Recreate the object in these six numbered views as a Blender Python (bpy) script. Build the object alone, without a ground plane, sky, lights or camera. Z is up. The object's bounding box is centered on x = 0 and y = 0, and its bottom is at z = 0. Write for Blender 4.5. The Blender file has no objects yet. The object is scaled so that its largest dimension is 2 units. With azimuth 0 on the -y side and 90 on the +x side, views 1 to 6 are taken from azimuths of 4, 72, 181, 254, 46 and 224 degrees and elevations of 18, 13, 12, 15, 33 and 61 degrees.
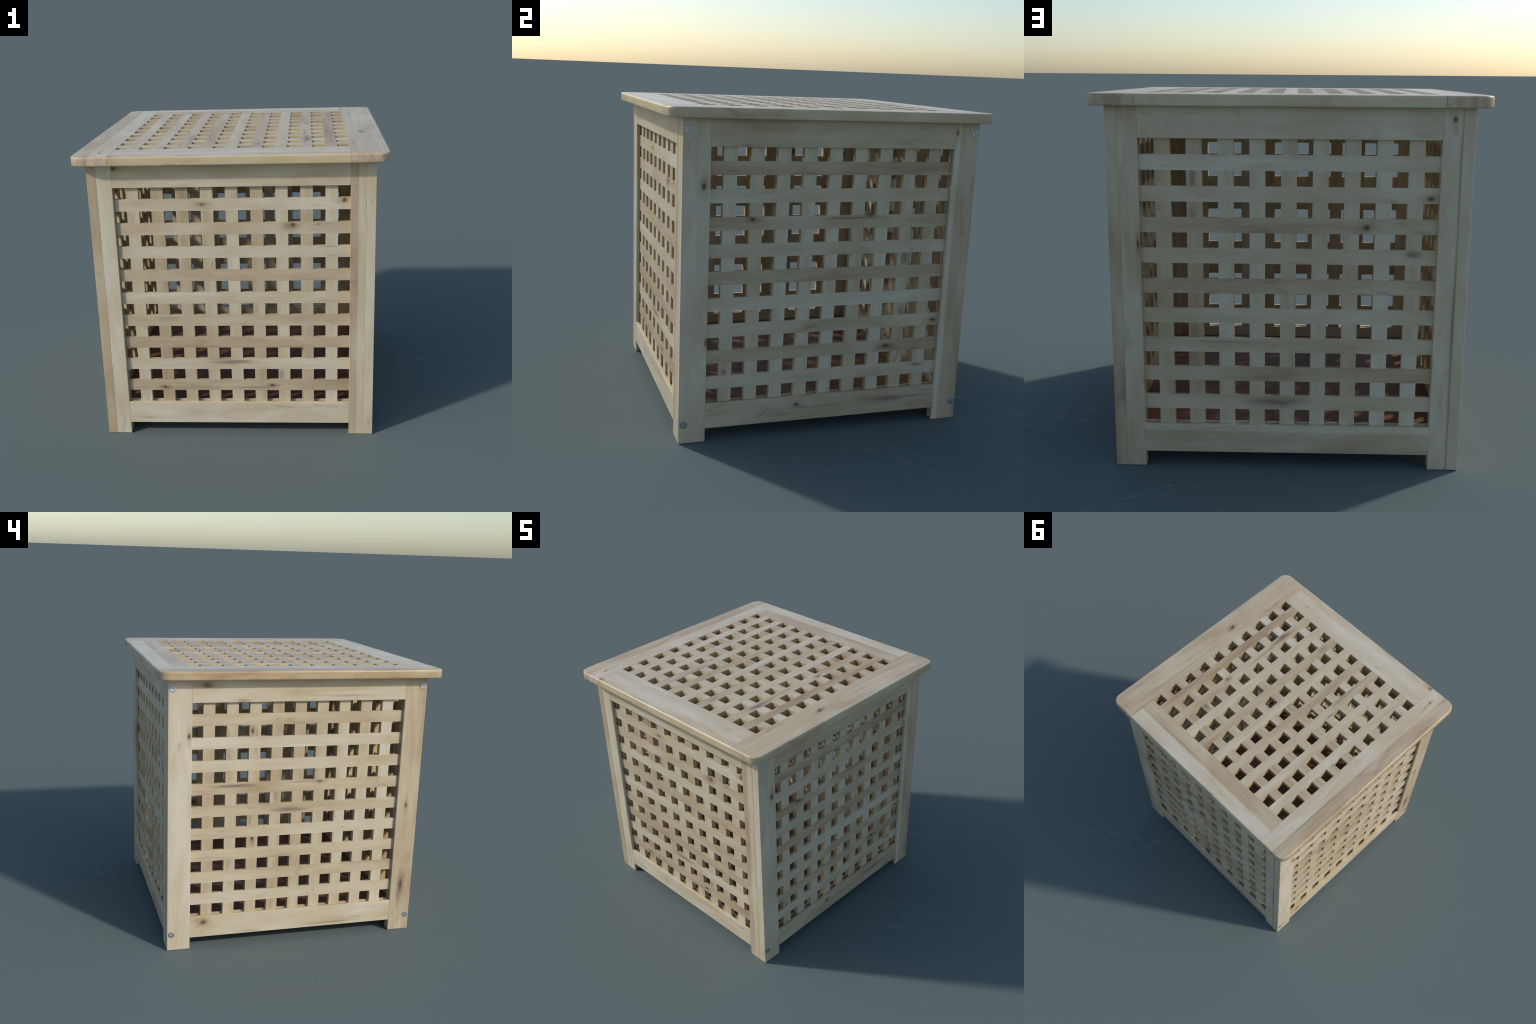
# Slatted wooden laundry chest: two side frames + front/back frames with lattice
# panels, a lattice lid with rounded corners, a dark hardboard floor, 8 bolts.
import bpy, bmesh, math, random
from mathutils import Vector, Matrix

random.seed(11)
scene = bpy.context.scene

# ------------------------------------------------------------------ dimensions
YC = 0.012            # the body sits slightly towards the back under the lid
HALF = 0.92           # outer half width of the body
INNER = 0.759         # half width of the opening between the legs
THICK = 0.061         # thickness of frame boards
BODY_TOP = 1.9225
RAIL_TOP_Z = 1.7635   # underside of the top rails
RAIL_LOW = (0.0835, 0.2415)
RECESS = 0.0225       # lattice set back from the frame face
LAT_T = 0.019         # across slats
UPRIGHT_T = 0.0375    # uprights run on to the inner face of the frame
PITCH = 0.16
ROW0 = 0.363          # centre height of the lowest horizontal slat
LID_BOTTOM, LID_TOP = 1.9234, 1.9835
LID_HALF = 1.0
LID_IN = 0.758        # inner edge of the lid frame
LID_R = 0.075         # corner radius of the lid
LID_ROUND = 0.012     # edge rounding of the lid

# ------------------------------------------------------------------ materials
def srgb(r, g, b):
    def f(c):
        c /= 255.0
        return c / 12.92 if c <= 0.04045 else ((c + 0.055) / 1.055) ** 2.4
    return (f(r), f(g), f(b), 1.0)

class Nodes:
    """tiny helper for building node trees"""
    def __init__(self, tree):
        self.t = tree
    def new(self, kind, **props):
        n = self.t.nodes.new(kind)
        for k, v in props.items():
            setattr(n, k, v)
        return n
    def put(self, socket, v):
        if isinstance(v, bpy.types.NodeSocket):
            self.t.links.new(v, socket)
        else:
            socket.default_value = v
    def math(self, op, a, b=0.0, c=None, clamp=False):
        n = self.new('ShaderNodeMath', operation=op, use_clamp=clamp)
        self.put(n.inputs[0], a)
        self.put(n.inputs[1], b)
        if c is not None:
            self.put(n.inputs[2], c)
        return n.outputs[0]
    def vmath(self, op, a, b=(0, 0, 0)):
        n = self.new('ShaderNodeVectorMath', operation=op)
        self.put(n.inputs[0], a)
        self.put(n.inputs[1], b)
        return n.outputs['Value'] if op == 'LENGTH' else n.outputs['Vector']
    def noise(self, vec, scale, detail=3.0, rough=0.55, dist=0.0):
        n = self.new('ShaderNodeTexNoise')
        self.put(n.inputs['Vector'], vec)
        n.inputs['Scale'].default_value = scale
        n.inputs['Detail'].default_value = detail
        n.inputs['Roughness'].default_value = rough
        n.inputs['Distortion'].default_value = dist
        return n.outputs['Fac']
    def smooth(self, v, lo, hi, a=0.0, b=1.0):
        n = self.new('ShaderNodeMapRange', interpolation_type='SMOOTHSTEP')
        self.put(n.inputs['Value'], v)
        n.inputs['From Min'].default_value = lo
        n.inputs['From Max'].default_value = hi
        n.inputs['To Min'].default_value = a
        n.inputs['To Max'].default_value = b
        return n.outputs['Result']
    def mix(self, fac, a, b, blend='MIX'):
        n = self.new('ShaderNodeMix', data_type='RGBA', blend_type=blend)
        self.put(n.inputs[0], fac)
        self.put(n.inputs[6], a)
        self.put(n.inputs[7], b)
        return n.outputs[2]

def make_wood_group():
    """Shared acacia/pine look: stretched streaks, mottling, knots and stains."""
    g = bpy.data.node_groups.new('wood_board', 'ShaderNodeTree')
    itf = g.interface
    for nm, kind in (('Coord', 'NodeSocketVector'), ('Tone', 'NodeSocketFloat'), ('Streak', 'NodeSocketFloat'),
                     ('Knot', 'NodeSocketFloat'), ('Stain', 'NodeSocketFloat'), ('End', 'NodeSocketFloat'), ('Edge', 'NodeSocketFloat'), ('Rough', 'NodeSocketFloat')):
        itf.new_socket(nm, in_out='INPUT', socket_type=kind)
    itf.new_socket('BSDF', in_out='OUTPUT', socket_type='NodeSocketShader')
    n = Nodes(g)
    gi = n.new('NodeGroupInput')
    go = n.new('NodeGroupOutput')
    co = gi.outputs['Coord']
    # slow wander of the grain across the board
    wander = n.noise(n.vmath('MULTIPLY', co, (1.6, 4.0, 2.0)), 1.0, 2.0)
    off = n.new('ShaderNodeCombineXYZ')
    n.put(off.inputs['Y'], n.math('MULTIPLY_ADD', wander, 0.10, -0.05))
    gco = n.vmath('ADD', co, off.outputs['Vector'])
    broad = n.noise(n.vmath('MULTIPLY', gco, (0.9, 13.0, 9.0)), 1.0, 3.0, 0.5, 0.3)
    fine = n.noise(n.vmath('MULTIPLY', gco, (2.4, 46.0, 40.0)), 1.0, 2.0, 0.5)
    patch = n.noise(n.vmath('MULTIPLY', co, (1.7, 5.0, 4.0)), 1.0, 2.0, 0.5, 0.4)
    cloud = n.noise(n.vmath('MULTIPLY', co, (3.2, 14.0, 10.0)), 1.0, 3.0, 0.55, 0.6)
    hue = n.noise(n.vmath('MULTIPLY', gco, (1.4, 22.0, 16.0)), 1.0, 2.0)
    pore = n.noise(n.vmath('MULTIPLY', co, (22.0, 420.0, 420.0)), 1.0, 2.0, 0.6)
    t = n.math('MULTIPLY_ADD', n.math('SUBTRACT', broad, 0.5), gi.outputs['Streak'], gi.outputs['Tone'])
    t = n.math('MULTIPLY_ADD', n.math('SUBTRACT', fine, 0.5), 0.26, t)
    t = n.math('MULTIPLY_ADD', n.math('SUBTRACT', patch, 0.5), 0.95, t)
    t = n.math('MULTIPLY_ADD', n.math('SUBTRACT', cloud, 0.5), 0.55, t)
    t = n.math('MULTIPLY_ADD', n.math('SUBTRACT', pore, 0.5), 0.10, t)
    ramp = n.new('ShaderNodeValToRGB')
    el = ramp.color_ramp.elements
    el[0].position, el[0].color = 0.0, WOOD[0]
    el[1].position, el[1].color = 1.0, WOOD[3]
    e = el.new(0.35); e.color = WOOD[1]
    e = el.new(0.70); e.color = WOOD[2]
    n.put(ramp.inputs['Fac'], t)
    col = ramp.outputs['Color']
    # sapwood drifts between a greenish and a pinkish cast
    col = n.mix(n.smooth(hue, 0.52, 0.72, 0.0, 0.55), col, n.mix(1.0, col, (1.0, 0.945, 0.93, 1), 'MULTIPLY'))
    col = n.mix(n.smooth(hue, 0.48, 0.30, 0.0, 0.55), col, n.mix(1.0, col, (0.965, 1.0, 0.95, 1), 'MULTIPLY'))
    # grey-mauve mineral stain, then dark knots
    smudge = n.noise(n.vmath('MULTIPLY', co, (4.5, 15.0, 8.0)), 1.0, 3.0, 0.6, 0.8)
    blot = n.math('MAXIMUM', gi.outputs['Stain'], n.smooth(smudge, 0.58, 0.80, 0.0, 0.45))
    col = n.mix(blot, col, srgb(116, 98, 88))
    col = n.mix(gi.outputs['Knot'], col, srgb(58, 42, 32))
    col = n.mix(n.math('MULTIPLY', gi.outputs['End'], 0.55), col,
                n.mix(n.smooth(n.noise(n.vmath('MULTIPLY', co, (8, 26, 8)), 1.0, 2.0), 0.4, 0.62), srgb(198, 174, 146), srgb(168, 136, 108)))
    # sawn long edges are yellower than the planed faces
    col = n.mix(gi.outputs['Edge'], col, n.mix(1.0, col, (1.0, 0.945, 0.78, 1), 'MULTIPLY'))
    bs = n.new('ShaderNodeBsdfPrincipled')
    n.put(bs.inputs['Base Color'], col)
    n.put(bs.inputs['Roughness'], n.math('MULTIPLY_ADD', fine, 0.14, gi.outputs['Rough']))
    bs.inputs['Specular IOR Level'].default_value = 0.40
    bump = n.new('ShaderNodeBump')
    bump.inputs['Strength'].default_value = 0.12
    bump.inputs['Distance'].default_value = 0.0015
    n.put(bump.inputs['Height'], n.math('ADD', fine, n.math('MULTIPLY', pore, 0.4)))
    n.put(bs.inputs['Normal'], bump.outputs['Normal'])
    n.put(go.inputs['BSDF'], bs.outputs['BSDF'])
    return g

# sapwood cream ... heartwood brown
WOOD = [srgb(209, 199, 177), srgb(196, 180, 151), srgb(177, 155, 125), srgb(149, 126, 100)]
WOOD_GROUP = make_wood_group()
_seed = [0.0]

def wood_material(name, tone, streak=0.45, split=None, knots=(), stains=(), end=None, edge=1.0):
    """tone 0 pale .. 1 brown; split=(y0, tone_above); knots/stains are
    (x, y, half length along the grain, half width, strength) on the board face."""
    m = bpy.data.materials.new(name)
    m.use_nodes = True
    tr = m.node_tree
    tr.nodes.clear()
    n = Nodes(tr)
    tc = n.new('ShaderNodeTexCoord')
    sep = n.new('ShaderNodeSeparateXYZ')
    n.put(sep.inputs[0], tc.outputs['Object'])
    _seed[0] += 1.0
    s = _seed[0]
    shifted = n.vmath('ADD', tc.outputs['Object'], (3.71 * s, 1.93 * s, 0.57 * s))
    grp = n.new('ShaderNodeGroup')
    grp.node_tree = WOOD_GROUP
    n.put(grp.inputs['Coord'], shifted)
    grp.inputs['Streak'].default_value = streak
    tone = 0.07 + 0.82 * tone
    if split:
        split = (split[0], 0.07 + 0.82 * split[1])
    tone_v = tone
    grp.inputs['Rough'].default_value = 0.28 if name == 'wood_lid' else 0.36
    if split:
        wob = n.noise(n.vmath('MULTIPLY', shifted, (1.5, 3.0, 3.0)), 1.0, 2.0)
        yy = n.math('MULTIPLY_ADD', wob, 0.02, n.math('ADD', sep.outputs['Y'], -0.01 - split[0]))
        tone_v = n.smooth(yy, -0.008, 0.008, tone, split[1])
    def spots(items, lo, hi):
        total = None
        if not items:
            return None
        jit = n.new('ShaderNodeTexNoise')
        n.put(jit.inputs['Vector'], n.vmath('MULTIPLY', shifted, (9.0, 20.0, 6.0)))
        jit.inputs['Scale'].default_value = 1.0
        jit.inputs['Detail'].default_value = 2.0
        jv = n.vmath('MULTIPLY', n.vmath('SUBTRACT', jit.outputs['Color'], (0.5, 0.5, 0.5)), (1.0, 1.0, 0))
        for (x, y, a, b, k) in items:
            d = n.vmath('SUBTRACT', tc.outputs['Object'], (x, y, 0))
            d = n.vmath('ADD', n.vmath('MULTIPLY', d, (1.0 / a, 1.0 / b, 0)), jv)
            v = n.smooth(n.vmath('LENGTH', d), lo, hi, k, 0.0)
            total = v if total is None else n.math('MAXIMUM', total, v)
        return total
    k = spots(knots, 0.0, 1.6)
    if k is not None:
        n.put(grp.inputs['Knot'], k)
        halo = spots([(x, y, a * 2.4 + 0.03, min(b * 2.6, 0.05), 0.45 * q) for x, y, a, b, q in knots], 0.1, 1.3)
        tone_v = n.math('ADD', tone_v, halo)
    st = spots(stains, 0.0, 1.4)
    if st is not None:
        n.put(grp.inputs['Stain'], st)
    if end:
        e = n.smooth(n.math('ABSOLUTE', sep.outputs['X']), end - 0.004, end + 0.002)
        n.put(grp.inputs['End'], e)
    n.put(grp.inputs['Tone'], tone_v)
    nrm = n.new('ShaderNodeSeparateXYZ')
    n.put(nrm.inputs[0], tc.outputs['Normal'])
    n.put(grp.inputs['Edge'], n.smooth(n.math('ABSOLUTE', nrm.outputs['Y']), 0.6, 0.75, 0.0, 0.75 * edge if name == 'wood_lid' else edge))
    out = n.new('ShaderNodeOutputMaterial')
    n.put(out.inputs['Surface'], grp.outputs['BSDF'])
    return m

def plain_material(name, colour, rough, metallic=0.0, grain=None):
    m = bpy.data.materials.new(name)
    m.use_nodes = True
    tr = m.node_tree
    n = Nodes(tr)
    bs = tr.nodes['Principled BSDF']
    bs.inputs['Roughness'].default_value = rough
    bs.inputs['Metallic'].default_value = metallic
    tc = n.new('ShaderNodeTexCoord')
    f = n.noise(n.vmath('MULTIPLY', tc.outputs['Object'], grain or (30, 30, 30)), 1.0, 4.0)
    c2 = tuple(c * 0.72 for c in colour[:3]) + (1.0,)
    n.put(bs.inputs['Base Color'], n.mix(n.smooth(f, 0.3, 0.7), colour, c2))
    return m

MAT_FLOOR = plain_material('hardboard', srgb(128, 90, 66), 0.5, grain=(60, 4, 4))
MAT_STEEL = plain_material('zinc_steel', srgb(206, 212, 216), 0.42, 0.15, (90, 90, 90))
MAT_STEEL_DULL = plain_material('dull_steel', srgb(146, 151, 157), 0.4, 0.25, (90, 90, 90))
MAT_BRIGHT = plain_material('bright_socket', srgb(225, 228, 238), 0.3, 0.2)
MAT_RIM = plain_material('dark_rim', srgb(78, 82, 84), 0.6)  # shade around the bolt heads, put into the colour
MAT_SOCKET = plain_material('socket_dark', srgb(96, 106, 128), 0.4, 0.3)

# ------------------------------------------------------------------ mesh tools
def mesh_from(name, verts, faces, bevel=0.0, segs=1, edge_test=None):
    me = bpy.data.meshes.new(name)
    bm = bmesh.new()
    vs = [bm.verts.new(v) for v in verts]
    for f in faces:
        bm.faces.new([vs[i] for i in f])
    bmesh.ops.recalc_face_normals(bm, faces=bm.faces)
    if bevel:
        es = [e for e in bm.edges if len(e.link_faces) == 2 and e.calc_face_angle(0) > 0.5
              and (edge_test is None or edge_test(e))]
        bmesh.ops.bevel(bm, geom=es, offset=bevel, segments=segs, profile=0.5, affect='EDGES')
    bm.to_mesh(me)
    bm.free()
    return me

def prism(name, profile, length, bevel=0.0, edge_test=None):
    """profile: (y, z) polygon, extruded along local x, centred"""
    k = len(profile)
    verts = [(-length / 2, y, z) for y, z in profile] + [(length / 2, y, z) for y, z in profile]
    faces = [list(range(k))[::-1], list(range(k, 2 * k))]
    faces += [[i, (i + 1) % k, k + (i + 1) % k, k + i] for i in range(k)]
    return mesh_from(name, verts, faces, bevel, 1, edge_test)

def box(name, length, width, depth, bevel=0.0):
    """outer face on z = 0, body below it"""
    w = width / 2
    return prism(name, [(-w, 0), (w, 0), (w, -depth), (-w, -depth)], length, bevel)

def grooved_board(name, length, width, groove_side, depth=THICK, bevel=0.0018):
    """frame board with a groove along one long edge that takes the lattice"""
    w, g = width / 2, 0.026
    g0, g1 = -RECESS + 0.0008, -RECESS - LAT_T - 0.005
    s = groove_side
    prof = [(-s * w, 0), (s * w, 0), (s * w, g0), (s * (w - g), g0), (s * (w - g), g1), (s * w, g1),
            (s * w, -depth), (-s * w, -depth)]
    outer = lambda e: all(v.co.z > -0.001 or v.co.z < -depth + 0.001 for v in e.verts)
    return prism(name, prof, length, bevel, outer)

def loft(name, rings):
    k = len(rings[0])
    verts = [p for r in rings for p in r]
    faces = [list(range(k))[::-1], [(len(rings) - 1) * k + i for i in range(k)]]
    for j in range(len(rings) - 1):
        a, b = j * k, (j + 1) * k
        faces += [[a + i, a + (i + 1) % k, b + (i + 1) % k, b + i] for i in range(k)]
    return mesh_from(name, verts, faces)

def smooth(me, angle=math.radians(30)):
    for p in me.polygons:
        p.use_smooth = True
    me.set_sharp_from_angle(angle=angle)

# ------------------------------------------------------------------ objects
def add(name, me, parent, matrix, mat):
    ob = bpy.data.objects.new(name, me)
    scene.collection.objects.link(ob)
    if not me.materials:
        me.materials.append(None)
    ob.parent = parent
    ob.matrix_world = matrix
    ob.material_slots[0].link = 'OBJECT'
    ob.material_slots[0].material = mat
    return ob

def empty(name, parent=None):
    ob = bpy.data.objects.new(name, None)
    scene.collection.objects.link(ob)
    ob.empty_display_size = 0.1
    ob.parent = parent
    return ob

def frame_matrix(x, y, z, origin):
    m = Matrix((x, y, z)).transposed().to_4x4()
    m.translation = origin
    return m

chest = empty('laundry_chest')
chest['label'] = 'pale wooden laundry chest with lattice sides and lattice lid'
chest['category'] = 'storage chest'

UP = Vector((0, 0, 1))

class Face:
    """one side of the chest: u to the right seen from outside, v up, n outward"""
    def __init__(self, u, n):
        self.u, self.n = Vector(u), Vector(n)
        self.o = Vector((0, YC, 0)) + self.n * HALF
    def horiz(self, u, v, depth=0.0):
        return frame_matrix(self.u, UP, self.n, self.o + self.u * u + UP * v - self.n * depth)
    def vert(self, u, v, depth=0.0):
        return frame_matrix(UP, -self.u, self.n, self.o + self.u * u + UP * v - self.n * depth)

FRONT = Face((1, 0, 0), (0, -1, 0))
RIGHT = Face((0, 1, 0), (1, 0, 0))
BACK = Face((-1, 0, 0), (0, 1, 0))
LEFT = Face((0, -1, 0), (-1, 0, 0))

rail_top_me = grooved_board('rail_top', 2 * INNER, BODY_TOP - RAIL_TOP_Z, -1)
rail_low_me = grooved_board('rail_low', 2 * INNER, RAIL_LOW[1] - RAIL_LOW[0], 1)
leg_w = HALF - INNER
stile_w = HALF - THICK - INNER
leg_me = {s: grooved_board('leg', BODY_TOP, leg_w, s) for s in (1, -1)}
stile_me = {s: grooved_board('stile', BODY_TOP, stile_w, s) for s in (1, -1)}
slat_h_me = box('slat_across', 2 * INNER + 0.016, 0.08, LAT_T, 0.0)
slat_v_me = box('slat_upright', RAIL_TOP_Z - RAIL_LOW[1] + 0.016, 0.08, UPRIGHT_T, 0.0)

def pick(items, kind, u0, u1, v0, v1, to_local):
    out = []
    for it in items:
        k, u, v, a, b, s = it
        if k == kind and u0 <= u <= u1 and v0 <= v <= v1:
            x, y = to_local(u, v)
            out.append((x, y, a, b, s))
    return out

def build_side(face, name, spec):
    part = empty(name, chest)
    knots, stains = spec.get('knots', []), spec.get('stains', [])
    big = 9.0
    # rails
    zc_t, zc_l = (BODY_TOP + RAIL_TOP_Z) / 2, sum(RAIL_LOW) / 2
    for me, zc, key in ((rail_top_me, zc_t, 'top'), (rail_low_me, zc_l, 'low')):
        loc = lambda u, v, zc=zc: (u, v - zc)
        m = wood_material('wood_rail', *spec[key],
                          knots=pick(knots, key, -big, big, 0, big, loc), stains=pick(stains, key, -big, big, 0, big, loc))
        add('rail', me, part, face.horiz(0, zc), m)
    # uprights: full legs on the two side frames, narrower stiles on front and back
    for sgn, key in ((-1, 'leg_l'), (1, 'leg_r')):
        wide = spec['wide']
        w = leg_w if wide else stile_w
        uc = sgn * (INNER + w / 2)
        me = (leg_me if wide else stile_me)[sgn]       # groove faces the lattice (local y = -u)
        loc = lambda u, v, uc=uc: (v - BODY_TOP / 2, -(u - uc))
        m = wood_material('wood_leg', *spec[key], edge=0.0,
                          knots=pick(knots, key, -big, big, 0, big, loc), stains=pick(stains, key, -big, big, 0, big, loc))
        add('leg' if wide else 'stile', me, part, face.vert(uc, BODY_TOP / 2), m)
    # lattice
    for i, tone in enumerate(spec['h']):
        zc = ROW0 + PITCH * (8 - i)
        loc = lambda u, v, zc=zc: (u, v - zc)
        m = wood_material('wood_slat', tone,
                          knots=pick(knots, 'h', -big, big, zc - .045, zc + .045, loc),
                          stains=pick(stains, 'h', -big, big, zc - .045, zc + .045, loc))
        add('cross_slat', slat_h_me, part, face.horiz(0, zc, RECESS), m)
    for i, tone in enumerate(spec['v']):
        uc = PITCH * (i - 4)
        zc = (RAIL_TOP_Z + RAIL_LOW[1]) / 2
        loc = lambda u, v, uc=uc: (v - zc, -(u - uc))
        m = wood_material('wood_slat', tone,
                          knots=pick(knots, 'v', uc - .045, uc + .045, 0, big, loc),
                          stains=pick(stains, 'v', uc - .045, uc + .045, 0, big, loc))
        add('upright_slat', slat_v_me, part, face.vert(uc, zc, RECESS + 0.0003), m)
    return part

# tone tables read top to bottom / left to right as seen from outside.
# knots and stains: (board kind, u, v, half length, half width, strength)
FRONT_SPEC = dict(
    wide=False, top=(0.22, 0.25), low=(0.12, 0.4), leg_l=(0.08, 0.25), leg_r=(0.2, 0.4, (0.0, 0.66)),
    h=[0.22, 0.52, 0.22, 0.52, 0.24, 0.45, 0.66, 0.32, 0.60],
    v=[0.28, 0.50, 0.62, 0.42, 0.22, 0.48, 0.22, 0.46, 0.18],
    knots=[('h', .72, 1.664, .016, .016, .95), ('h', .394, 1.505, .017, .014, .85), ('h', -.193, 1.645, .022, .012, .6),
           ('h', -.505, .347, .012, .009, 1.0), ('h', .238, .362, .016, .008, 1.0), ('top', -.745, 1.890, .02, .016, .8),
           ('v', .445, .637, .012, .008, .7)],
    stains=[('h', .37, 1.492, .07, .035, .5), ('h', -.02, .535, .16, .018, .75), ('h', -.10, .56, .12, .012, .5),
            ('h', .10, .345, .22, .008, .6), ('h', .62, 1.357, .08, .008, .45), ('v', .3, .44, .04, .02, .5),
            ('h', -.45, .86, .1, .012, .4), ('h', -.3, .34, .2, .012, .3)])
RIGHT_SPEC = dict(
    wide=True, top=(0.46, 0.4), low=(0.52, 0.5), leg_l=(0.2, 0.25), leg_r=(0.55, 0.5, (0.045, 0.1)),
    h=[0.74, 0.30, 0.60, 0.36, 0.64, 0.10, 0.34, 0.66, 0.26],
    v=[0.28, 0.34, 0.16, 0.24, 0.2, 0.3, 0.28, 0.46, 0.52],
    knots=[('leg_l', -.798, 1.541, .022, .014, .95), ('leg_l', -.766, .622, .03, .01, .7), ('h', -.50, 1.3475, .014, .012, .95),
           ('h', .72, .68, .018, .014, .9), ('h', .40, .525, .018, .013, .95), ('low', -.185, .1845, .02, .012, .85),
           ('leg_r', .772, 1.859, .016, .008, .9), ('h', .243, 1.357, .012, .008, .9)],
    stains=[('h', .12, 1.345, .17, .008, .75), ('v', .49, 1.09, .07, .03, .75), ('low', .44, .175, .16, .022, .75),
            ('low', .60, .18, .16, .012, .5), ('h', .632, .385, .06, .018, .7), ('h', .42, .51, .09, .016, .4),
            ('v', .49, .74, .05, .02, .5), ('low', -.1, .165, .3, .01, .35), ('v', -.65, .42, .03, .02, .6),
            ('h', -.1, .68, .06, .012, .5)])
BACK_SPEC = dict(
    wide=False, top=(0.16, 0.3), low=(0.52, 0.4, (0.042, 0.1)), leg_l=(0.34, 0.4), leg_r=(0.92, 0.3, (-0.040, 0.2)),
    h=[0.14, 0.28, 0.56, 0.34, 0.58, 0.26, 0.46, 0.62, 0.44],
    v=[0.56, 0.58, 0.24, 0.3, 0.42, 0.28, 0.32, 0.16, 0.12],
    knots=[('leg_r', .817, 1.866, .018, .012, .95), ('h', .717, 1.467, .02, .013, .9), ('h', .398, 1.317, .018, .016, .9),
           ('v', -.41, 1.10, .03, .012, .8), ('v', .366, 1.064, .02, .008, .7), ('leg_l', -.768, 1.224, .02, .008, .9)],
    stains=[('h', .637, 1.183, .05, .022, .8), ('h', -.05, .366, .15, .026, .75), ('v', -.49, 1.568, .06, .02, .7),
            ('leg_r', .822, 1.81, .03, .018, .3), ('v', -.49, 1.36, .06, .02, .5), ('h', -.35, .7, .2, .01, .4)])
LEFT_SPEC = dict(
    wide=True, top=(0.3, 0.5), low=(0.24, 0.55), leg_l=(0.14, 0.25), leg_r=(0.46, 0.55),
    h=[0.48, 0.24, 0.40, 0.46, 0.56, 0.30, 0.50, 0.42, 0.30],
    v=[0.52, 0.34, 0.46, 0.56, 0.58, 0.36, 0.28, 0.40, 0.16],
    knots=[('leg_l', -.778, 1.54, .022, .012, .95), ('v', -.339, 1.559, .018, .01, .9), ('h', .161, 1.188, .02, .012, .7),
           ('v', -.322, .791, .016, .01, .9), ('leg_r', .829, .986, .02, .01, .8), ('low', -.663, .1935, .024, .016, .8),
           ('top', -.66, 1.882, .035, .02, .75), ('leg_r', .835, .36, .04, .014, .7)],
    stains=[('h', -.45, 1.18, .17, .014, .9), ('h', .05, 1.19, .14, .01, .5), ('h', -.06, .99, .14, .02, .75),
            ('top', -.41, 1.775, .06, .016, .6), ('leg_r', .83, .33, .16, .03, .6), ('v', -.34, .95, .08, .016, .5),
            ('v', -.16, 1.1, .08, .02, .5), ('low', -.35, .1, .1, .012, .4), ('top', .35, 1.80, .25, .01, .45),
            ('low', .3, .11, .3, .008, .45)])

build_side(FRONT, 'front_panel', FRONT_SPEC)
right = build_side(RIGHT, 'side_panel', RIGHT_SPEC)
build_side(BACK, 'back_panel', BACK_SPEC)
left = build_side(LEFT, 'side_panel', LEFT_SPEC)

# ------------------------------------------------------------------ floor
floor_me = box('floor_panel', 2 * (HALF - THICK) - 0.002, 2 * (HALF - THICK) - 0.002, 0.008)
add('floor_panel', floor_me, chest, frame_matrix((1, 0, 0), (0, 1, 0), (0, 0, 1), Vector((0, YC, 0.168))), MAT_FLOOR)

# ------------------------------------------------------------------ bolts
def lathe_bolt():
    """pan washer head with a socket in the middle"""
    prof = [(0.0215, -0.004), (0.0215, 0.0012), (0.0195, 0.0030), (0.0110, 0.0034)]
    seg = 32
    verts, faces = [], []
    for r, z in prof:
        verts += [(r * math.cos(2 * math.pi * i / seg), r * math.sin(2 * math.pi * i / seg), z) for i in range(seg)]
    for j in range(len(prof) - 1):
        faces += [[j * seg + i, j * seg + (i + 1) % seg, (j + 1) * seg + (i + 1) % seg, (j + 1) * seg + i] for i in range(seg)]
    # hex socket: rim ring drops to a hexagonal floor
    base = (len(prof) - 1) * seg
    def hexr(a, r):
        a = (a + math.pi / 6) % (math.pi / 3) - math.pi / 6
        return r / math.cos(a)
    b0 = len(verts)
    for z in (0.0030, -0.003):
        verts += [(hexr(2 * math.pi * i / seg, 0.0068) * math.cos(2 * math.pi * i / seg),
                   hexr(2 * math.pi * i / seg, 0.0068) * math.sin(2 * math.pi * i / seg), z) for i in range(seg)]
    faces += [[base + i, base + (i + 1) % seg, b0 + (i + 1) % seg, b0 + i] for i in range(seg)]
    faces += [[b0 + i, b0 + (i + 1) % seg, b0 + seg + (i + 1) % seg, b0 + seg + i] for i in range(seg)]
    faces.append([b0 + seg + i for i in range(seg)])
    me = mesh_from('bolt', verts, faces)
    smooth(me, math.radians(40))
    return me

bolt_me = lathe_bolt()
socket_me = mesh_from('bolt_socket', [(0.0064 * math.cos(math.pi * i / 3), 0.0064 * math.sin(math.pi * i / 3), z)
                                      for z in (-0.0032, -0.0022) for i in range(6)],
                      [[5, 4, 3, 2, 1, 0], [6, 7, 8, 9, 10, 11]] + [[i, (i + 1) % 6, 6 + (i + 1) % 6, 6 + i] for i in range(6)])
shade_ring_me = mesh_from('bolt_shade_ring', [(r * math.cos(math.pi * i / 16), r * math.sin(math.pi * i / 16), z)
                                  for r, z in ((0.0226, -0.002), (0.0226, 0.0006), (0.0205, 0.0006)) for i in range(32)],
                    [[j * 32 + i, j * 32 + (i + 1) % 32, (j + 1) * 32 + (i + 1) % 32, (j + 1) * 32 + i] for j in (0, 1) for i in range(32)])  # added dark ring imitating the shadow gap around each bolt head
for face, part in ((RIGHT, right), (LEFT, left)):
    for u in (-0.890, 0.890):
        for z in (0.118, 1.857):
            low = z < 1.0
            b = add('bolt', bolt_me, part, face.horiz(u, z), MAT_STEEL_DULL if low else MAT_STEEL)
            add('bolt_socket', socket_me, b, face.horiz(u, z), MAT_BRIGHT if low else MAT_SOCKET)
            add('bolt_shade_ring', shade_ring_me, b, face.horiz(u, z), MAT_RIM)

# ------------------------------------------------------------------ lid
lid = empty('lid', chest)

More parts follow.
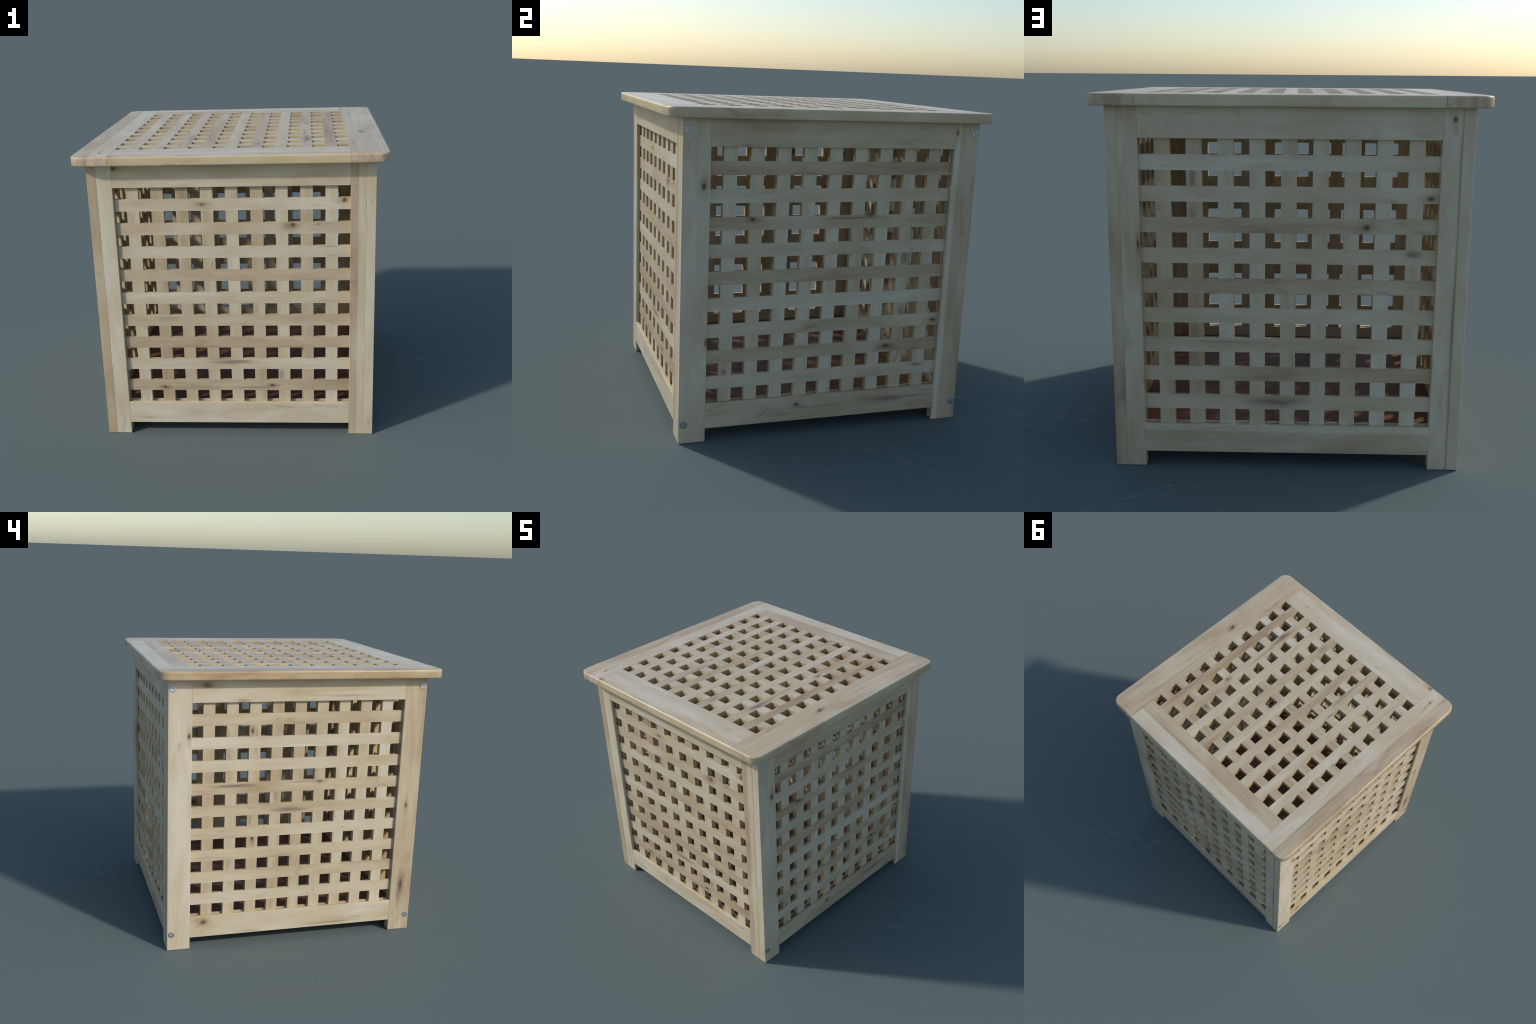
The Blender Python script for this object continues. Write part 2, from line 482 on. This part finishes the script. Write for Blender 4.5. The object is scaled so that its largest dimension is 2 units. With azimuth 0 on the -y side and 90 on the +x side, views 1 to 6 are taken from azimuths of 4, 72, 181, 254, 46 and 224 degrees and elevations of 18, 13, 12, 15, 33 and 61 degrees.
def lid_levels():
    """(z, outer inset, inner edge) from bottom to top: rounded outside, grooved inside"""
    lv = []
    r = LID_ROUND
    rb = 0.007
    for i in range(5):
        a = math.pi / 2 * i / 4
        lv.append((LID_BOTTOM + rb - rb * math.cos(a), rb - rb * math.sin(a), LID_IN))
    lv += [(1.9400, 0, LID_IN), (1.9402, 0, LID_IN + 0.018), (1.9608, 0, LID_IN + 0.018), (1.9610, 0, LID_IN)]
    for i in range(7):
        a = math.pi / 2 * i / 6
        lv.append((LID_TOP - r + r * math.sin(a), r - r * math.cos(a), LID_IN))
    return lv

def lid_side_rings():
    """long board: local x along the board, local +y outward, rounded outer corners"""
    rings = []
    yc = (LID_HALF + LID_IN) / 2
    for z, d, inner in lid_levels():
        pts = [(-(LID_HALF - d), inner - yc)]
        for sx in (-1, 1):
            for i in range(9):
                a = math.pi / 2 * i / 8
                if sx < 0:
                    a = math.pi - a
                else:
                    a = math.pi / 2 - a
                rr = LID_R - d
                pts.append((sx * (LID_HALF - LID_R) + rr * math.cos(a), LID_HALF - LID_R + rr * math.sin(a) - yc))
        pts.append((LID_HALF - d, inner - yc))
        rings.append([(x, y, z - LID_TOP) for x, y in pts])
    return rings

def lid_end_rings():
    yc = (LID_HALF + LID_IN) / 2
    e = LID_IN - 0.0012          # hairline joint against the long boards
    return [[(-e, inner - yc, z - LID_TOP), (-e, LID_HALF - d - yc, z - LID_TOP),
             (e, LID_HALF - d - yc, z - LID_TOP), (e, inner - yc, z - LID_TOP)]
            for z, d, inner in lid_levels()]

lid_side_me = loft('lid_board', lid_side_rings())
lid_end_me = loft('lid_board', lid_end_rings())
smooth(lid_side_me)
smooth(lid_end_me)
YL = (LID_HALF + LID_IN) / 2
ZV = Vector((0, 0, 1))
def lid_mat(x, y, o):
    return frame_matrix(Vector(x), Vector(y), ZV, Vector(o))
# local x, local y(outward): right board x=-Y, y=+X ; left board x=+Y, y=-X
add('lid_board', lid_side_me, lid, lid_mat((0, -1, 0), (1, 0, 0), (YL, 0, LID_TOP)),
    wood_material('wood_lid', 0.46, 0.65, end=0.992, knots=[(.223, -.013, .022, .015, .85), (-.3, .112, .016, .006, .3)],
                  stains=[(.2, -.02, .05, .03, .45), (-.55, -.06, .3, .012, .3)]))
add('lid_board', lid_side_me, lid, lid_mat((0, 1, 0), (-1, 0, 0), (-YL, 0, LID_TOP)),
    wood_material('wood_lid', 0.14, 0.3, split=(0.005, 0.62), end=0.992, knots=[(-.865, -.045, .011, .008, .9)],
                  stains=[(-.79, -.04, .06, .015, .4), (.6, .012, .4, .012, .35)]))
add('lid_board', lid_end_me, lid, lid_mat((-1, 0, 0), (0, -1, 0), (0, -YL, LID_TOP)),
    wood_material('wood_lid', 0.14, 0.35, knots=[(.742, .098, .02, .012, .7)]))
add('lid_board', lid_end_me, lid, lid_mat((1, 0, 0), (0, 1, 0), (0, YL, LID_TOP)),
    wood_material('wood_lid', 0.58, 0.35, split=(0.0, 0.08), stains=[(.35, -.018, .4, .012, .35)]))

# tenon ends showing on the end grain of the long boards
tenon_me = box('tenon', 0.044, 0.022, 0.006)
ten_mat = wood_material('wood_tenon', 0.5, 0.2, edge=0.0)
for sx in (-1, 1):
    for sy in (-1, 1):
        add('tenon', tenon_me, lid,
            frame_matrix((-sy, 0, 0), UP, (0, sy, 0), Vector((sx * (LID_IN + 0.0225), sy * (LID_HALF + 0.0006), 1.9525))), ten_mat)

lid_slat_me = box('lid_slat', 2 * LID_IN + 0.03, 0.075, 0.0575, 0.0)
lid_cross_me = box('lid_cross', 2 * LID_IN + 0.03, 0.075, 0.043, 0.0)
# left to right (x from -0.64) / front to back
LONG = [0.22, 0.24, 0.38, 0.42, 0.30, 0.48, 0.30, 0.40, 0.72]
CROSS = [0.24, 0.22, 0.34, 0.30, 0.44, 0.36, 0.46, 0.50, 0.62]
long_stains = {7: [(-.45, -.005, .13, .025, .8), (-.52, .01, .1, .012, .5), (.18, 0, .05, .012, .6), (-.2, .01, .2, .014, .4)],
               2: [(-.45, -.02, .3, .012, .5)], 5: [(-.62, 0, .1, .03, .4)]}
long_knots = {7: [(-.469, -.011, .025, .01, .45), (.179, -.016, .012, .008, .7)], 2: [(-.18, .035, .03, .008, .6)]}
for i, tone in enumerate(LONG):
    x = PITCH * (i - 4)
    add('lid_slat', lid_slat_me, lid, frame_matrix((0, 1, 0), (-1, 0, 0), ZV, Vector((x, 0, LID_TOP - 0.0003))),
        wood_material('wood_slat', tone, knots=long_knots.get(i, ()), stains=long_stains.get(i, ())))
for i, tone in enumerate(CROSS):
    y = PITCH * (i - 4)
    st = [(.415, .008, .05, .022, .7)] if i == 7 else ()
    add('lid_cross_slat', lid_cross_me, lid, frame_matrix((1, 0, 0), (0, 1, 0), ZV, Vector((0, y, LID_TOP - 0.0005))),
        wood_material('wood_slat', tone, stains=st))

bpy.context.view_layer.update()
